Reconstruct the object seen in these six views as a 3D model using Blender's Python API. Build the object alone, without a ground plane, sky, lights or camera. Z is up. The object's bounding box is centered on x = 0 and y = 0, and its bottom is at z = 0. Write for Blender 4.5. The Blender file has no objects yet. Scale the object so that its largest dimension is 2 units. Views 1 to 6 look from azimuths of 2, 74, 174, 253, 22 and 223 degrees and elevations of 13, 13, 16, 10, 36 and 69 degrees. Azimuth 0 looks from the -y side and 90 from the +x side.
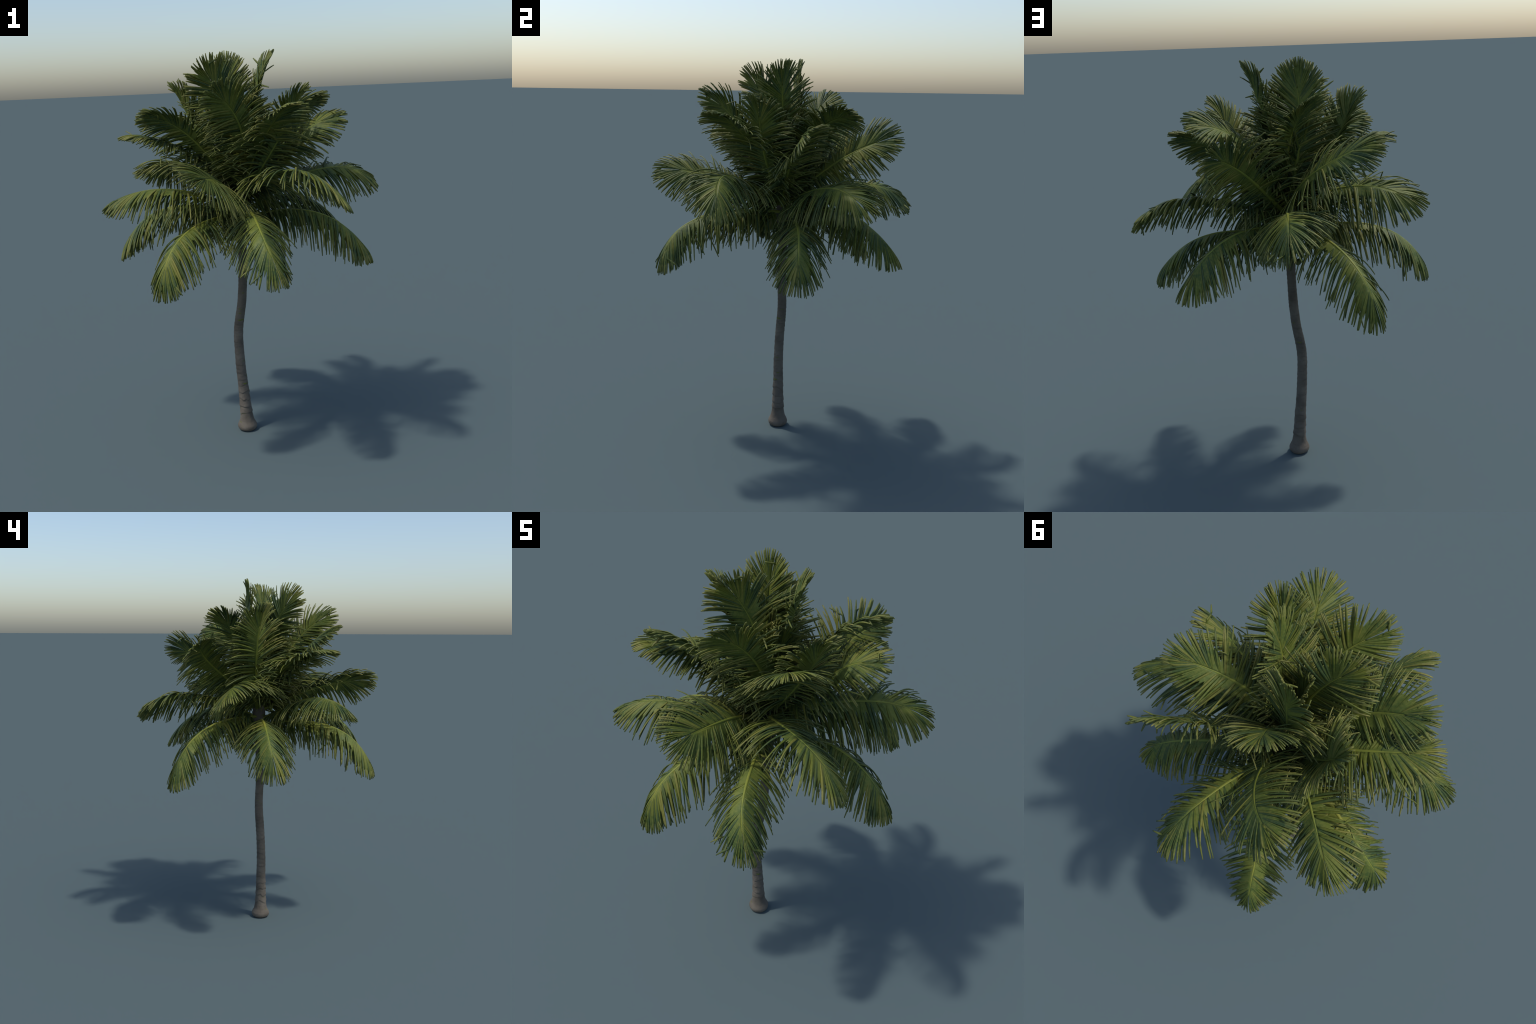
"""Coconut palm: leaning ringed trunk with a swollen foot, a crown of arching
pinnate fronds (rachis + leaflets) and a few small green coconuts."""
import bpy, math, random
from mathutils import Vector, Matrix, noise

random.seed(11)

# ------------------------------------------------------------------ materials
def new_mat(name):
    m = bpy.data.materials.new(name)
    m.use_nodes = True
    nt = m.node_tree
    nt.nodes.clear()
    out = nt.nodes.new('ShaderNodeOutputMaterial')
    p = nt.nodes.new('ShaderNodeBsdfPrincipled')
    nt.links.new(p.outputs[0], out.inputs[0])
    tc = nt.nodes.new('ShaderNodeTexCoord')
    return m, nt, p, tc

def noise_tex(nt, vec, scale, detail=3.0, rough=0.55, stretch=None):
    if stretch:
        mp = nt.nodes.new('ShaderNodeMapping')
        mp.inputs['Scale'].default_value = stretch
        nt.links.new(vec, mp.inputs['Vector'])
        vec = mp.outputs[0]
    n = nt.nodes.new('ShaderNodeTexNoise')
    n.inputs['Scale'].default_value = scale
    n.inputs['Detail'].default_value = detail
    n.inputs['Roughness'].default_value = rough
    nt.links.new(vec, n.inputs['Vector'])
    return n.outputs['Fac']

def ramp(nt, fac, stops):
    r = nt.nodes.new('ShaderNodeValToRGB')
    e = r.color_ramp.elements
    while len(e) < len(stops):
        e.new(0.5)
    for el, (pos, col) in zip(e, stops):
        el.position = pos
        el.color = (*col, 1)
    nt.links.new(fac, r.inputs[0])
    return r.outputs[0]

def mix(nt, fac, a, b):
    m = nt.nodes.new('ShaderNodeMix')
    m.data_type = 'RGBA'
    for sock, val in ((m.inputs[0], fac), (m.inputs[6], a), (m.inputs[7], b)):
        if isinstance(val, (int, float)):
            sock.default_value = val
        elif isinstance(val, tuple):
            sock.default_value = (*val, 1)
        else:
            nt.links.new(val, sock)
    return m.outputs[2]

def bump(nt, p, height, strength, dist):
    b = nt.nodes.new('ShaderNodeBump')
    b.inputs['Strength'].default_value = strength
    b.inputs['Distance'].default_value = dist
    nt.links.new(height, b.inputs['Height'])
    nt.links.new(b.outputs[0], p.inputs['Normal'])

def leaf_material(name, cols, rough=0.55, tone=0.93):
    """green leaf tissue: broad patches (blue-green to olive) with fine streaks"""
    cols = [tuple(c * tone for c in col) for col in cols]
    m, nt, p, tc = new_mat(name)
    o = tc.outputs['Object']
    broad = ramp(nt, noise_tex(nt, o, 7.0, 2.0), [(0.36, cols[0]), (0.52, cols[1]), (0.68, cols[2])])
    fine = noise_tex(nt, o, 90.0, 3.0, 0.6)
    tint = ramp(nt, fine, [(0.38, (0.0, 0.0, 0.0)), (0.66, (1.0, 1.0, 1.0))])
    nt.links.new(mix(nt, tint, broad, mix(nt, 0.55, broad, cols[3])), p.inputs['Base Color'])
    p.inputs['Roughness'].default_value = rough
    p.inputs['Specular IOR Level'].default_value = 0.20
    bump(nt, p, fine, 0.12, 0.003)
    return m

MAT_LEAF = leaf_material('leaflet_green', [(0.046, 0.080, 0.021), (0.076, 0.104, 0.017), (0.112, 0.130, 0.018), (0.150, 0.160, 0.032)])
MAT_TIP = leaf_material('leaflet_tip_olive', [(0.088, 0.114, 0.026), (0.118, 0.138, 0.028), (0.152, 0.162, 0.035), (0.190, 0.190, 0.056)])
MAT_LEAF_YELLOW = leaf_material('leaflet_yellow_green', [(0.094, 0.112, 0.024), (0.128, 0.138, 0.026), (0.165, 0.162, 0.030), (0.185, 0.180, 0.046)])
MAT_TIP_YELLOW = leaf_material('leaflet_tip_straw', [(0.130, 0.140, 0.036), (0.160, 0.164, 0.042), (0.200, 0.192, 0.052), (0.230, 0.215, 0.075)])
MAT_LEAF_DEEP = leaf_material('leaflet_deep_green', [(0.030, 0.060, 0.024), (0.046, 0.076, 0.022), (0.064, 0.090, 0.022), (0.085, 0.105, 0.032)])
MAT_TIP_DEEP = leaf_material('leaflet_tip_green', [(0.060, 0.088, 0.028), (0.080, 0.104, 0.030), (0.104, 0.120, 0.034), (0.130, 0.140, 0.048)])
LEAF_MATS = [MAT_LEAF, MAT_TIP, MAT_LEAF_YELLOW, MAT_TIP_YELLOW, MAT_LEAF_DEEP, MAT_TIP_DEEP]
MAT_WEB = leaf_material('blade_green', [(0.058, 0.094, 0.023), (0.094, 0.126, 0.023), (0.134, 0.156, 0.026), (0.165, 0.180, 0.040)])
MAT_RACHIS = leaf_material('rachis_yellow_green', [(0.150, 0.190, 0.034), (0.195, 0.220, 0.034), (0.240, 0.240, 0.036), (0.170, 0.190, 0.045)], 0.5)
MAT_NUT = leaf_material('coconut_green', [(0.070, 0.085, 0.028), (0.085, 0.090, 0.028), (0.100, 0.090, 0.032), (0.110, 0.110, 0.040)], 0.45)

def bark_material():
    m, nt, p, tc = new_mat('palm_bark')
    o = tc.outputs['Object']
    base = ramp(nt, noise_tex(nt, o, 14.0, 4.0), [(0.32, (0.096, 0.083, 0.066)), (0.55, (0.130, 0.114, 0.092)), (0.72, (0.158, 0.140, 0.114))])
    rings = noise_tex(nt, o, 9.0, 3.0, 0.6, (1.2, 1.2, 11.0))
    dark = ramp(nt, rings, [(0.30, (1, 1, 1)), (0.46, (0, 0, 0))])
    base = mix(nt, dark, base, mix(nt, 0.40, base, (0.060, 0.052, 0.044)))
    moss = noise_tex(nt, o, 13.0, 3.0, 0.65, (1.0, 1.0, 4.5))
    mm = ramp(nt, moss, [(0.655, (0, 0, 0)), (0.70, (1, 1, 1))])
    base = mix(nt, mm, base, (0.105, 0.120, 0.032))
    nt.links.new(base, p.inputs['Base Color'])
    p.inputs['Roughness'].default_value = 0.85
    p.inputs['Specular IOR Level'].default_value = 0.2
    fine = noise_tex(nt, o, 120.0, 4.0, 0.65, (1.0, 1.0, 2.2))
    bump(nt, p, fine, 0.35, 0.004)
    return m

MAT_BARK = bark_material()

# -------------------------------------------------------------------- helpers
def mesh_object(name, verts, faces, mats, face_mats=None, smooth=True):
    me = bpy.data.meshes.new(name)
    me.from_pydata([tuple(v) for v in verts], [], faces)
    for m in mats:
        me.materials.append(m)
    if face_mats:
        me.polygons.foreach_set('material_index', face_mats)
    if smooth:
        me.polygons.foreach_set('use_smooth', [True] * len(me.polygons))
    me.update()
    ob = bpy.data.objects.new(name, me)
    bpy.context.scene.collection.objects.link(ob)
    return ob

def lerp_table(table, x):
    if x <= table[0][0]:
        return table[0][1]
    for (a, fa), (b, fb) in zip(table, table[1:]):
        if x <= b:
            t = (x - a) / (b - a)
            return fa + (fb - fa) * t
    return table[-1][1]

def smooth_table(table, x):
    """Catmull-Rom through (x, value) stations"""
    if x <= table[0][0]:
        return table[0][1]
    if x >= table[-1][0]:
        return table[-1][1]
    for i in range(len(table) - 1):
        a, fa = table[i]
        b, fb = table[i + 1]
        if x <= b:
            h = b - a
            t = (x - a) / h
            ma = (fb - table[i - 1][1]) / (b - table[i - 1][0]) * h if i > 0 else fb - fa
            mb = (table[i + 2][1] - fa) / (table[i + 2][0] - a) * h if i + 2 < len(table) else fb - fa
            return ((2*t**3 - 3*t*t + 1) * fa + (t**3 - 2*t*t + t) * ma
                    + (-2*t**3 + 3*t*t) * fb + (t**3 - t*t) * mb)

# ----------------------------------------------------------------------- root
palm = bpy.data.objects.new('palm_tree', None)
palm.empty_display_size = 0.1
bpy.context.scene.collection.objects.link(palm)
palm['label'] = 'coconut palm with slender curved trunk and dense feathery crown'
palm['category'] = 'palm tree'

# ---------------------------------------------------------------------- trunk
TRUNK_X = [(0.0, -0.035), (0.07, -0.0372), (0.17, -0.0441), (0.27, -0.051), (0.37, -0.0578), (0.47, -0.0618),
           (0.52, -0.0625), (0.57, -0.0601), (0.62, -0.0531), (0.67, -0.044), (0.72, -0.0357), (0.77, -0.0308),
           (0.82, -0.0262), (0.95, -0.021), (1.10, -0.018), (1.40, -0.018)]
TRUNK_Y = [(0.0, -0.0091), (0.12, -0.0083), (0.27, -0.0058), (0.37, -0.0046), (0.47, -0.0008), (0.57, 0.0041),
           (0.67, 0.006), (0.77, 0.0012), (0.82, -0.0027), (0.95, -0.003), (1.10, 0.0), (1.40, 0.0)]
TRUNK_R = [(0.0, 0.0400), (0.005, 0.0475), (0.014, 0.0517), (0.025, 0.0522), (0.038, 0.0470), (0.052, 0.0402),
           (0.068, 0.0362), (0.090, 0.0332), (0.150, 0.0302), (0.220, 0.0280), (0.330, 0.0258), (0.470, 0.0245),
           (0.620, 0.0240), (0.820, 0.0226), (1.00, 0.0220), (1.08, 0.0290), (1.14, 0.0340), (1.20, 0.0370), (1.28, 0.0340), (1.35, 0.0200), (1.37, 0.010)]

def ring_edges():
    """heights of the leaf-scar rings, closer together towards the crown"""
    rng = random.Random(5)
    z, out = 0.098, []
    while z < 1.05:
        out.append(z)
        z += (0.034 if z < 0.25 else 0.027 if z < 0.6 else 0.019) * rng.uniform(0.75, 1.3)
    return out
RINGS = ring_edges()

def scar_relief(z, ang):
    """plates overhang at their lower edge, the edge wobbles round the trunk"""
    zz = z + 0.016 * noise.noise(Vector((math.cos(ang) * 1.1, math.sin(ang) * 1.1, z * 9.0))) \
           + 0.004 * noise.noise(Vector((math.cos(ang) * 3, math.sin(ang) * 3, z * 20.0)))
    if zz < RINGS[0]:
        return 0.0
    for a, b in zip(RINGS, RINGS[1:]):
        if zz < b:
            t = (zz - a) / (b - a)
            strength = 0.0046 if a < 0.24 else 0.0024 if a < 0.6 else 0.0018
            strength *= 0.35 + 0.65 * min(1.0, max(0.0, 0.6 + 1.4 * noise.noise(Vector((math.cos(ang) * 1.3, math.sin(ang) * 1.3, a * 40.0)))))
            return strength * (min(t / 0.10, 1.0) * (1.0 - t) ** 0.8 - 0.25)
    return 0.0

def build_trunk():
    seg, verts, faces = 56, [], []
    zs, z = [], 0.0
    while z < 1.37:
        zs.append(z)
        z += 0.0026
    for z in zs:
        cx, cy, r = smooth_table(TRUNK_X, z), smooth_table(TRUNK_Y, z), smooth_table(TRUNK_R, z)
        for k in range(seg):
            a = 2 * math.pi * k / seg
            c, s = math.cos(a), math.sin(a)
            rr = r + scar_relief(z, a)
            rr *= 1 + 0.030 * noise.noise(Vector((c * 1.4, s * 1.4, z * 7.0)))
            rr += 0.0007 * noise.noise(Vector((c * 6, s * 6, z * 60.0)))
            verts.append((cx + rr * c, cy + rr * s, z))
    n = len(zs)
    for i in range(n - 1):
        for k in range(seg):
            k2 = (k + 1) % seg
            faces.append((i * seg + k, i * seg + k2, (i + 1) * seg + k2, (i + 1) * seg + k))
    faces.append(tuple(reversed(range(seg))))
    faces.append(tuple(range((n - 1) * seg, n * seg)))
    ob = mesh_object('trunk', verts, faces, [MAT_BARK])
    ob.parent = palm
build_trunk()

# -------------------------------------------------------------------- coconuts
def build_coconuts():
    seg, rings = 20, 14
    verts, faces = [], []
    for i in range(rings + 1):
        t = math.pi * i / rings
        for k in range(seg):
            a = 2 * math.pi * k / seg
            r = math.sin(t) * (1 + 0.05 * math.cos(3 * a))
            verts.append((0.0145 * r * math.cos(a), 0.0145 * r * math.sin(a), -0.0185 * math.cos(t) * (1 - 0.08 * math.cos(t))))
    for i in range(rings):
        for k in range(seg):
            k2 = (k + 1) % seg
            faces.append((i * seg + k, i * seg + k2, (i + 1) * seg + k2, (i + 1) * seg + k))
    first = mesh_object('coconut', verts, faces, [MAT_NUT])
    spots = [(-0.040, -0.078, 1.082), (-0.034, -0.112, 1.092), (-0.050, 0.056, 1.050), (0.020, -0.045, 1.070),
             (0.035, 0.030, 1.085), (-0.075, 0.010, 1.090), (-0.070, -0.040, 1.070), (-0.005, 0.060, 1.095)]
    rng = random.Random(3)
    for i, p in enumerate(spots):
        ob = first if i == 0 else first.copy()
        if i:
            bpy.context.scene.collection.objects.link(ob)
        ob.location = p
        ob.rotation_euler = (rng.uniform(-.5, .5), rng.uniform(-.5, .5), rng.uniform(0, 6))
        ob.parent = palm
build_coconuts()

# --------------------------------------------------------------------- fronds
# spine of every frond: foot on the crown axis, two handles, tip of the end leaflets
FRONDS = [
    ('L1', (-0.017, 0.001, 1.160), (0.291, 0.014, 1.252), (0.502, -0.089, 1.201), (0.640, -0.125, 0.953)),
    ('L2', (-0.018, 0.000, 1.188), (0.201, 0.188, 1.307), (0.374, 0.325, 1.261), (0.518, 0.434, 1.029)),
    ('M2', (-0.015, -0.000, 1.208), (0.034, 0.293, 1.388), (0.041, 0.526, 1.424), (0.065, 0.680, 1.236), (-8, -35)),
    ('L4', (-0.019, 0.000, 1.224), (-0.170, 0.336, 1.257), (-0.293, 0.540, 1.147), (-0.326, 0.575, 0.884)),
    ('L5', (-0.019, 0.000, 1.187), (-0.363, 0.076, 1.287), (-0.578, 0.141, 1.219), (-0.676, 0.091, 0.967)),
    ('L6', (-0.017, -0.001, 1.173), (-0.190, -0.342, 1.255), (-0.369, -0.498, 1.168), (-0.352, -0.586, 0.911)),
    ('L7', (-0.015, -0.000, 1.215), (0.088, -0.417, 1.285), (0.082, -0.685, 1.202), (0.200, -0.662, 0.981)),
    ('M1', (-0.018, 0.001, 1.261), (0.353, 0.091, 1.418), (0.591, 0.093, 1.456), (0.679, 0.203, 1.287), (-12, -35), dict(grav=0.85)),
    ('M3', (-0.019, -0.004, 1.200), (-0.296, -0.306, 1.430), (-0.545, -0.194, 1.361), (-0.633, -0.336, 1.296), (0, 0), dict(lift=(-12, -20), grav=1.1)),
    ('M4', (-0.019, 0.000, 1.252), (-0.097, -0.233, 1.389), (-0.092, -0.474, 1.437), (-0.190, -0.652, 1.444), (20, 55), dict(lift=(-5, 0), grav=0.7)),
    ('M5', (-0.019, -0.002, 1.265), (0.112, -0.364, 1.474), (0.351, -0.452, 1.528), (0.498, -0.468, 1.264), (-10, 38), dict(lift=(-8, -8), grav=0.85)),
    ('M6', (-0.018, -0.000, 1.251), (-0.193, 0.105, 1.448), (-0.358, 0.249, 1.488), (-0.575, 0.349, 1.358), (-15, -40), dict(grav=0.85)),
    ('U1', (-0.018, -0.000, 1.257), (0.139, 0.145, 1.449), (0.237, 0.307, 1.597), (0.390, 0.467, 1.634), (-35, -75), dict(lift=(0, 12))),
    ('U2', (-0.018, -0.000, 1.300), (0.101, 0.012, 1.583), (0.234, 0.099, 1.728), (0.457, 0.233, 1.743), (5, 45), dict(lift=(0, 10), grav=0.45, len=0.9)),
    ('U3', (-0.016, -0.003, 1.227), (0.240, -0.093, 1.516), (0.342, 0.013, 1.688), (0.531, -0.072, 1.653), (-15, -55), dict(lift=(0, -20), grav=0.3, len=0.92)),
    ('UA', (-0.018, -0.000, 1.255), (0.108, -0.145, 1.447), (0.252, -0.212, 1.635), (0.313, -0.238, 1.844), (0, 0), dict(lift=(0, 42), len=0.92)),
    ('UB', (-0.018, -0.001, 1.270), (0.073, -0.180, 1.552), (0.208, -0.301, 1.721), (0.237, -0.475, 1.744), (0, -8), dict(lift=(0, -4))),
    ('U4', (-0.017, -0.001, 1.256), (0.074, -0.173, 1.546), (0.008, -0.255, 1.769), (-0.133, -0.428, 1.814), (-25, -48), dict(lift=(0, 8), grav=0.35)),
    ('Uf', (-0.018, -0.002, 1.256), (-0.144, -0.202, 1.531), (-0.297, -0.220, 1.731), (-0.466, -0.286, 1.702), (-10, -35), dict(lift=(0, 0))),
    ('Ug', (-0.018, 0.001, 1.275), (-0.211, -0.017, 1.497), (-0.383, -0.113, 1.635), (-0.546, -0.258, 1.614), (0, 0), dict(lift=(0, -2))),
    ('U5', (-0.018, 0.000, 1.278), (-0.170, 0.084, 1.521), (-0.313, 0.106, 1.711), (-0.325, 0.059, 1.870), (0, -50), dict(lift=(-5, 46), grav=0.3)),
    ('UK', (-0.017, 0.001, 1.287), (-0.012, 0.244, 1.499), (-0.154, 0.423, 1.582), (-0.371, 0.419, 1.682), (-30, -55), dict(lift=(0, -5), grav=0.5)),
    ('T3', (-0.018, 0.000, 1.300), (0.010, 0.060, 1.500), (0.004, 0.145, 1.740), (-0.125, 0.285, 1.850), (-10, -25), dict(lift=(5, 0), back=0.3, grav=0.25, len=0.9)),
    ('U6', (-0.015, -0.001, 1.308), (0.018, -0.082, 1.634), (-0.118, -0.068, 1.874), (-0.185, -0.197, 1.940), (-50, -75), dict(lift=(0, 8), grav=0.25)),
    ('T1', (-0.015, 0.002, 1.343), (0.013, -0.025, 1.663), (0.141, -0.072, 1.841), (0.154, -0.070, 1.999), (-25, -35), dict(lift=(5, 28))),
    ('T2', (-0.018, 0.000, 1.307), (-0.065, 0.093, 1.559), (-0.095, 0.116, 1.795), (-0.035, 0.068, 1.998), (25, 38), dict(lift=(5, 24))),
    ('TA', (-0.018, 0.000, 1.320), (-0.020, -0.010, 1.500), (-0.035, -0.020, 1.700), (-0.060, -0.035, 1.880), (0, 0), dict(lift=(20, 35), angle=0.5, len=0.85)),
    ('TB', (-0.018, 0.000, 1.300), (-0.050, 0.030, 1.460), (-0.085, 0.070, 1.620), (-0.125, 0.110, 1.750), (0, 0), dict(lift=(15, 30), angle=0.55, len=0.8)),
    ('TC', (-0.018, 0.000, 1.300), (0.020, -0.030, 1.480), (0.055, -0.075, 1.660), (0.090, -0.130, 1.800), (0, 0), dict(lift=(15, 30), angle=0.55, len=0.8)),
]

SPACING = 1.5          # leaflets crowd towards the end of the rachis
N_SIDE = 72            # leaflets on each side of a rachis
LEAF_MAX = 0.214       # longest leaflet
TERMINAL = 0.135       # how far the end leaflets reach past the rachis

def bezier(cp, t):
    a, b, c, d = cp
    m = 1 - t
    return a * m**3 + b * (3 * m * m * t) + c * (3 * m * t * t) + d * t**3

def tangent(cp, t):
    a, b, c, d = cp
    m = 1 - t
    return ((b - a) * (m * m) + (c - b) * (2 * m * t) + (d - c) * (t * t)).normalized()

class Spine:
    """arc-length parametrised frond axis with a frame that keeps the leaf blade facing up / inward"""
    def __init__(self, cp, roll0, roll1):
        self.cp = [Vector(p) for p in cp]
        n = 200
        pts = [bezier(self.cp, i / n) for i in range(n + 1)]
        self.acc = [0.0]
        for p, q in zip(pts, pts[1:]):
            self.acc.append(self.acc[-1] + (q - p).length)
        self.length = self.acc[-1]
        h = self.cp[3] - self.cp[0]
        if Vector((h.x, h.y)).length < 0.12:
            h = h + (self.cp[2] - self.cp[0])
        self.out = Vector((h.x, h.y, 0)).normalized()
        self.side = self.out.cross(Vector((0, 0, 1)))
        self.roll0, self.roll1 = math.radians(roll0), math.radians(roll1)
    def param(self, s):
        s = min(max(s, 0.0), self.length)
        lo, hi = 0, len(self.acc) - 1
        while hi - lo > 1:
            mid = (lo + hi) // 2
            if self.acc[mid] <= s:
                lo = mid
            else:
                hi = mid
        f = (s - self.acc[lo]) / max(self.acc[hi] - self.acc[lo], 1e-9)
        return (lo + f) / (len(self.acc) - 1)
    def frame(self, s):
        u = self.param(s)
        p, t = bezier(self.cp, u), tangent(self.cp, u)
        b = (self.side - t * self.side.dot(t)).normalized()
        n = b.cross(t).normalized()
        r = self.roll0 + (self.roll1 - self.roll0) * s / self.length
        b2 = b * math.cos(r) + n * math.sin(r)
        n2 = n * math.cos(r) - b * math.sin(r)
        return p, t, b2, n2

def build_rachis(sp, end):
    verts, faces = [], []
    n, seg = 40, 10
    for i in range(n + 1):
        s = end * i / n
        p, t, b, nn = sp.frame(s)
        f = i / n
        w = lerp_table([(0, 0.021), (0.10, 0.014), (0.3, 0.0088), (0.7, 0.0058), (1, 0.0018)], f)
        h = lerp_table([(0, 0.010), (0.2, 0.0068), (0.6, 0.0045), (1, 0.0015)], f)
        for k in range(seg):
            a = 2 * math.pi * k / seg
            verts.append(p + b * (w * math.cos(a)) + nn * (h * math.sin(a)))
    for i in range(n):
        for k in range(seg):
            k2 = (k + 1) % seg
            faces.append((i * seg + k, (i + 1) * seg + k, (i + 1) * seg + k2, i * seg + k2))
    faces.append(tuple(range(seg)))
    faces.append(tuple(reversed(range(n * seg, (n + 1) * seg))))
    return mesh_object('frond', verts, faces, [MAT_RACHIS])

SEG_L, SEC = 11, 6
SECTION = [(-0.5, 0.0), (-0.27, 0.42), (0.27, 0.42), (0.5, 0.0), (0.27, -0.42), (-0.27, -0.42)]

class Still:
    """stand-in for the random generator: the mean leaflet without any jitter"""
    def gauss(self, m, s): return m
    def uniform(self, a, b): return (a + b) / 2
    def random(self): return 1.0
STILL = Still()

def leaflet_path(sp, s, side, u, st, rng):
    """centre line of one leaflet: leaves the rachis at an angle, then hangs; with width and blade directions"""
    p, t, b, n = sp.frame(s)
    ang = math.radians(lerp_table([(0, 78), (0.25, 72), (0.50, 66), (0.66, 60), (0.80, 44), (0.92, 20), (1.0, 2)], u)
                       + 7.0 * noise.noise(Vector((u * 13.0, side * 5.0, st['seed'] * 3.7)))
                       + rng.gauss(0, 5.0 if u < 0.7 else 2.0))
    ang *= st.get('angle', 1.0)
    length = LEAF_MAX * st['len'] * lerp_table([(0, 0.80), (0.12, 0.94), (0.35, 1.0), (0.6, 0.95), (0.8, 0.80), (1.0, 0.66)], u)
    length *= rng.uniform(0.80, 1.08) if u < 0.72 else rng.uniform(0.94, 1.03)
    lift_foot, lift_end = st['lift']
    lift = math.radians(lift_foot + (lift_end - lift_foot) * u ** 1.3 + rng.gauss(0, 7 if u < 0.7 else 3)
                        + 9.0 * noise.noise(Vector((u * 17.0, side * 9.0, st['seed'] * 5.1))))
    lat = b * side
    d = t * math.cos(ang) + (lat * math.cos(lift) + n * math.sin(lift)) * math.sin(ang)
    d.normalize()
    g = (st['grav'] + 0.9 * max(0.0, 0.32 - u)) * rng.uniform(0.6, 1.4) * (1.0 if u < 0.6 else 1.0 - 0.75 * (u - 0.6) / 0.4)
    back = st['back'] * (0.2 + 0.8 * u)
    twist = rng.gauss(0, 0.45)
    kink = rng.random() < 0.07
    kdir = (lat * rng.uniform(-1, 1) + n * rng.uniform(-1, 1) + t * rng.uniform(-1, 1)) * 0.9
    pos = p + lat * 0.002
    step = length / SEG_L
    path = []
    for i in range(SEG_L + 1):
        v = i / SEG_L
        dd = d + Vector((0, 0, -1)) * (g * v ** 1.25) - n * (back * v * v)
        if kink and v > 0.7:
            dd = dd + kdir
        dd.normalize()
        if i:
            pos = pos + dd * step
        wdir = t - dd * t.dot(dd)
        if wdir.length < 0.15:
            wdir = wdir + lat.cross(dd) * 0.15 + lat * 0.1
            wdir = wdir - dd * wdir.dot(dd)
        wdir.normalize()
        nn = wdir.cross(dd)
        if nn.dot(n) < 0:
            nn = -nn
        c, sn = math.cos(twist * v), math.sin(twist * v)
        path.append((pos.copy(), wdir * c + nn * sn, nn * c - wdir * sn))
    return path, length

def pick_tone(rng):
    r = rng.random()
    return 0 if r < 0.55 else 2 if r < 0.73 else 4

def leaflet_geometry(sp, s, side, u, st, rng):
    """a narrow leaflet of lens section, widest near its foot, blunt at the end"""
    path, length = leaflet_path(sp, s, side, u, st, rng)
    fan = min(1.0, max(0.0, (u - 0.62) / 0.25))     # end leaflets form a nearly closed fan
    verts = []
    for i, (pos, wd, nv) in enumerate(path):
        v = i / SEG_L
        w_mid = 0.0124 * lerp_table([(0, 0.70), (0.18, 1.0), (0.36, 0.92), (0.56, 0.66), (0.92, 0.50), (1, 0.34)], v)
        w_end = 0.0114 * lerp_table([(0, 0.35), (0.3, 0.75), (0.6, 1.0), (0.82, 0.90), (0.94, 0.62), (1, 0.42)], v)
        w = w_mid + (w_end - w_mid) * fan
        th = lerp_table([(0, 0.0036), (0.5, 0.0044), (0.9, 0.0048), (1, 0.0036)], v)
        for x, y in SECTION:
            verts.append(pos + wd * (x * w) + nv * (y * th))
    faces, mats, tone = [], [], pick_tone(rng)
    for i in range(SEG_L):
        for k in range(SEC):
            k2 = (k + 1) % SEC
            faces.append((i * SEC + k, (i + 1) * SEC + k, (i + 1) * SEC + k2, i * SEC + k2))
            mats.append(tone + (1 if i >= SEG_L - 3 else 0))
    faces.append(tuple(range(SEC)))
    faces.append(tuple(reversed(range(SEG_L * SEC, (SEG_L + 1) * SEC))))
    mats += [tone, tone + 1]
    return verts, faces, mats, length

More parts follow.
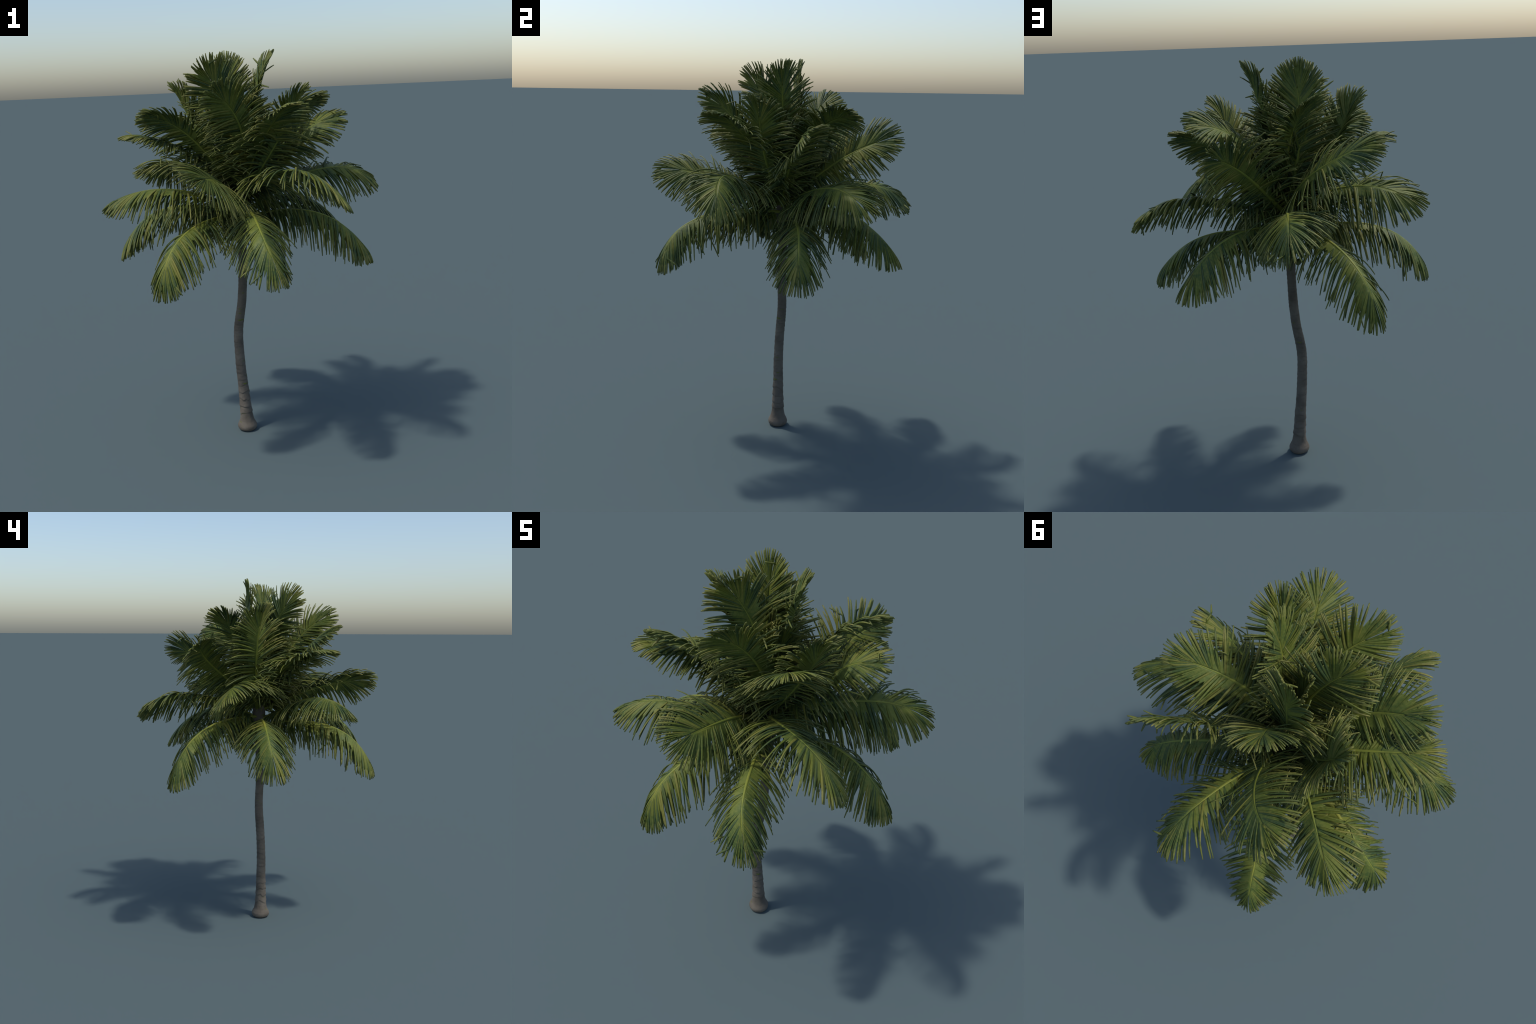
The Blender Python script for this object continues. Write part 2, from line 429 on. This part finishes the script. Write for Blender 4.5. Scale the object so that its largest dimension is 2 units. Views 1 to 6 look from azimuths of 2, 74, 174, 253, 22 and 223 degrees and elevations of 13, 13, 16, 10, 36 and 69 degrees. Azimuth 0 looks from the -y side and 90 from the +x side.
def build_web(sp, end, first, st, seed):
    """the closed inner part of the blade, where neighbouring leaflets are still joined"""
    verts, faces = [], []
    nu, nv_ = 90, 8
    for side in (-1, 1):
        base = len(verts)
        for i in range(nu + 1):
            u = 0.10 + 0.90 * i / nu
            s = first + (end - first) * (1 - (1 - u) ** SPACING)
            path, length = leaflet_path(sp, s, side, u, st, STILL)
            reach = lerp_table([(0.1, 0.05), (0.3, 0.20), (0.6, 0.30), (0.8, 0.54), (1.0, 0.72)], u)
            reach *= 1.0 + 0.22 * noise.noise(Vector((u * 16.0, side * 3.0, seed * 7.3))) + 0.16 * (-1) ** i
            for j in range(nv_ + 1):
                f = reach * j / nv_ * SEG_L
                k = min(int(f), SEG_L - 1)
                pos = path[k][0].lerp(path[k + 1][0], f - k)
                nn = path[k][2].lerp(path[k + 1][2], f - k)
                pos = pos + nn * (0.0012 * math.sin(u * 330.0) * j / nv_)
                h = 0.0019 * (1 - 0.6 * j / nv_)
                verts.append(pos + nn * h)
                verts.append(pos - nn * h)
        row = 2 * (nv_ + 1)
        def vid(i, j, lower):
            return base + i * row + 2 * j + lower
        for i in range(nu):
            for j in range(nv_):
                faces.append((vid(i, j, 0), vid(i, j + 1, 0), vid(i + 1, j + 1, 0), vid(i + 1, j, 0)))
                faces.append((vid(i, j, 1), vid(i + 1, j, 1), vid(i + 1, j + 1, 1), vid(i, j + 1, 1)))
            faces.append((vid(i, nv_, 0), vid(i, nv_, 1), vid(i + 1, nv_, 1), vid(i + 1, nv_, 0)))
            faces.append((vid(i, 0, 0), vid(i + 1, 0, 0), vid(i + 1, 0, 1), vid(i, 0, 1)))
        for i in (0, nu):
            for j in range(nv_):
                faces.append((vid(i, j, 0), vid(i, j, 1), vid(i, j + 1, 1), vid(i, j + 1, 0)))
    return mesh_object('leaf_blade', verts, faces, [MAT_WEB])

# leaflet habit by tier: length factor, lift of the blade halves, pull of gravity, recurving
HABIT = {
    'L': dict(len=1.08, lift=(-18, -26), grav=1.45, back=0.30),
    'M': dict(len=1.09, lift=(-8, -8), grav=0.95, back=0.28),
    'U': dict(len=1.0, lift=(0, 4), grav=0.42, back=0.45),
    'T': dict(len=0.95, lift=(5, 10), grav=0.18, back=0.35, angle=0.88),
}

def build_frond(index, tag, cp, roll0, roll1, tweak):
    rng = random.Random(100 + index)
    st = dict(HABIT[tag[0]])
    st.update(tweak)
    st['seed'] = index + 1
    sp = Spine(cp, roll0, roll1)
    end = sp.length - st.get('terminal', TERMINAL)
    rachis = build_rachis(sp, end)
    rachis.parent = palm
    first = 0.075 * sp.length
    pieces = []
    for i in range(N_SIDE):
        u = i / (N_SIDE - 1)
        for side in (-1, 1):
            uu = min(1.0, max(0.0, u + rng.uniform(-0.008, 0.008)))
            s = first + (end - first) * (1 - (1 - uu) ** SPACING)
            pieces.append(leaflet_geometry(sp, s, side, uu, st, rng))
    web = build_web(sp, end, first, st, index)
    web.parent = rachis
    # the longest leaflets become objects of their own, the rest is one mass
    order = sorted(range(len(pieces)), key=lambda k: -pieces[k][3])
    single = set(order[:10])
    mv, mf, mm = [], [], []
    for k, (v, f, m, ln) in enumerate(pieces):
        if k in single:
            ob = mesh_object('leaflet', v, f, LEAF_MATS, m)
            ob.parent = rachis
        else:
            o = len(mv)
            mv += v
            mf += [tuple(o + q for q in face) for face in f]
            mm += m
    ob = mesh_object('leaflets', mv, mf, LEAF_MATS, mm)
    ob['kind'] = 'stuff'
    ob.parent = rachis

for index, (tag, a, b, c, d, *extra) in enumerate(FRONDS):
    roll = extra[0] if extra else (0, 0)
    tweak = extra[1] if len(extra) > 1 else {}
    build_frond(index, tag, (a, b, c, d), roll[0], roll[1], tweak)
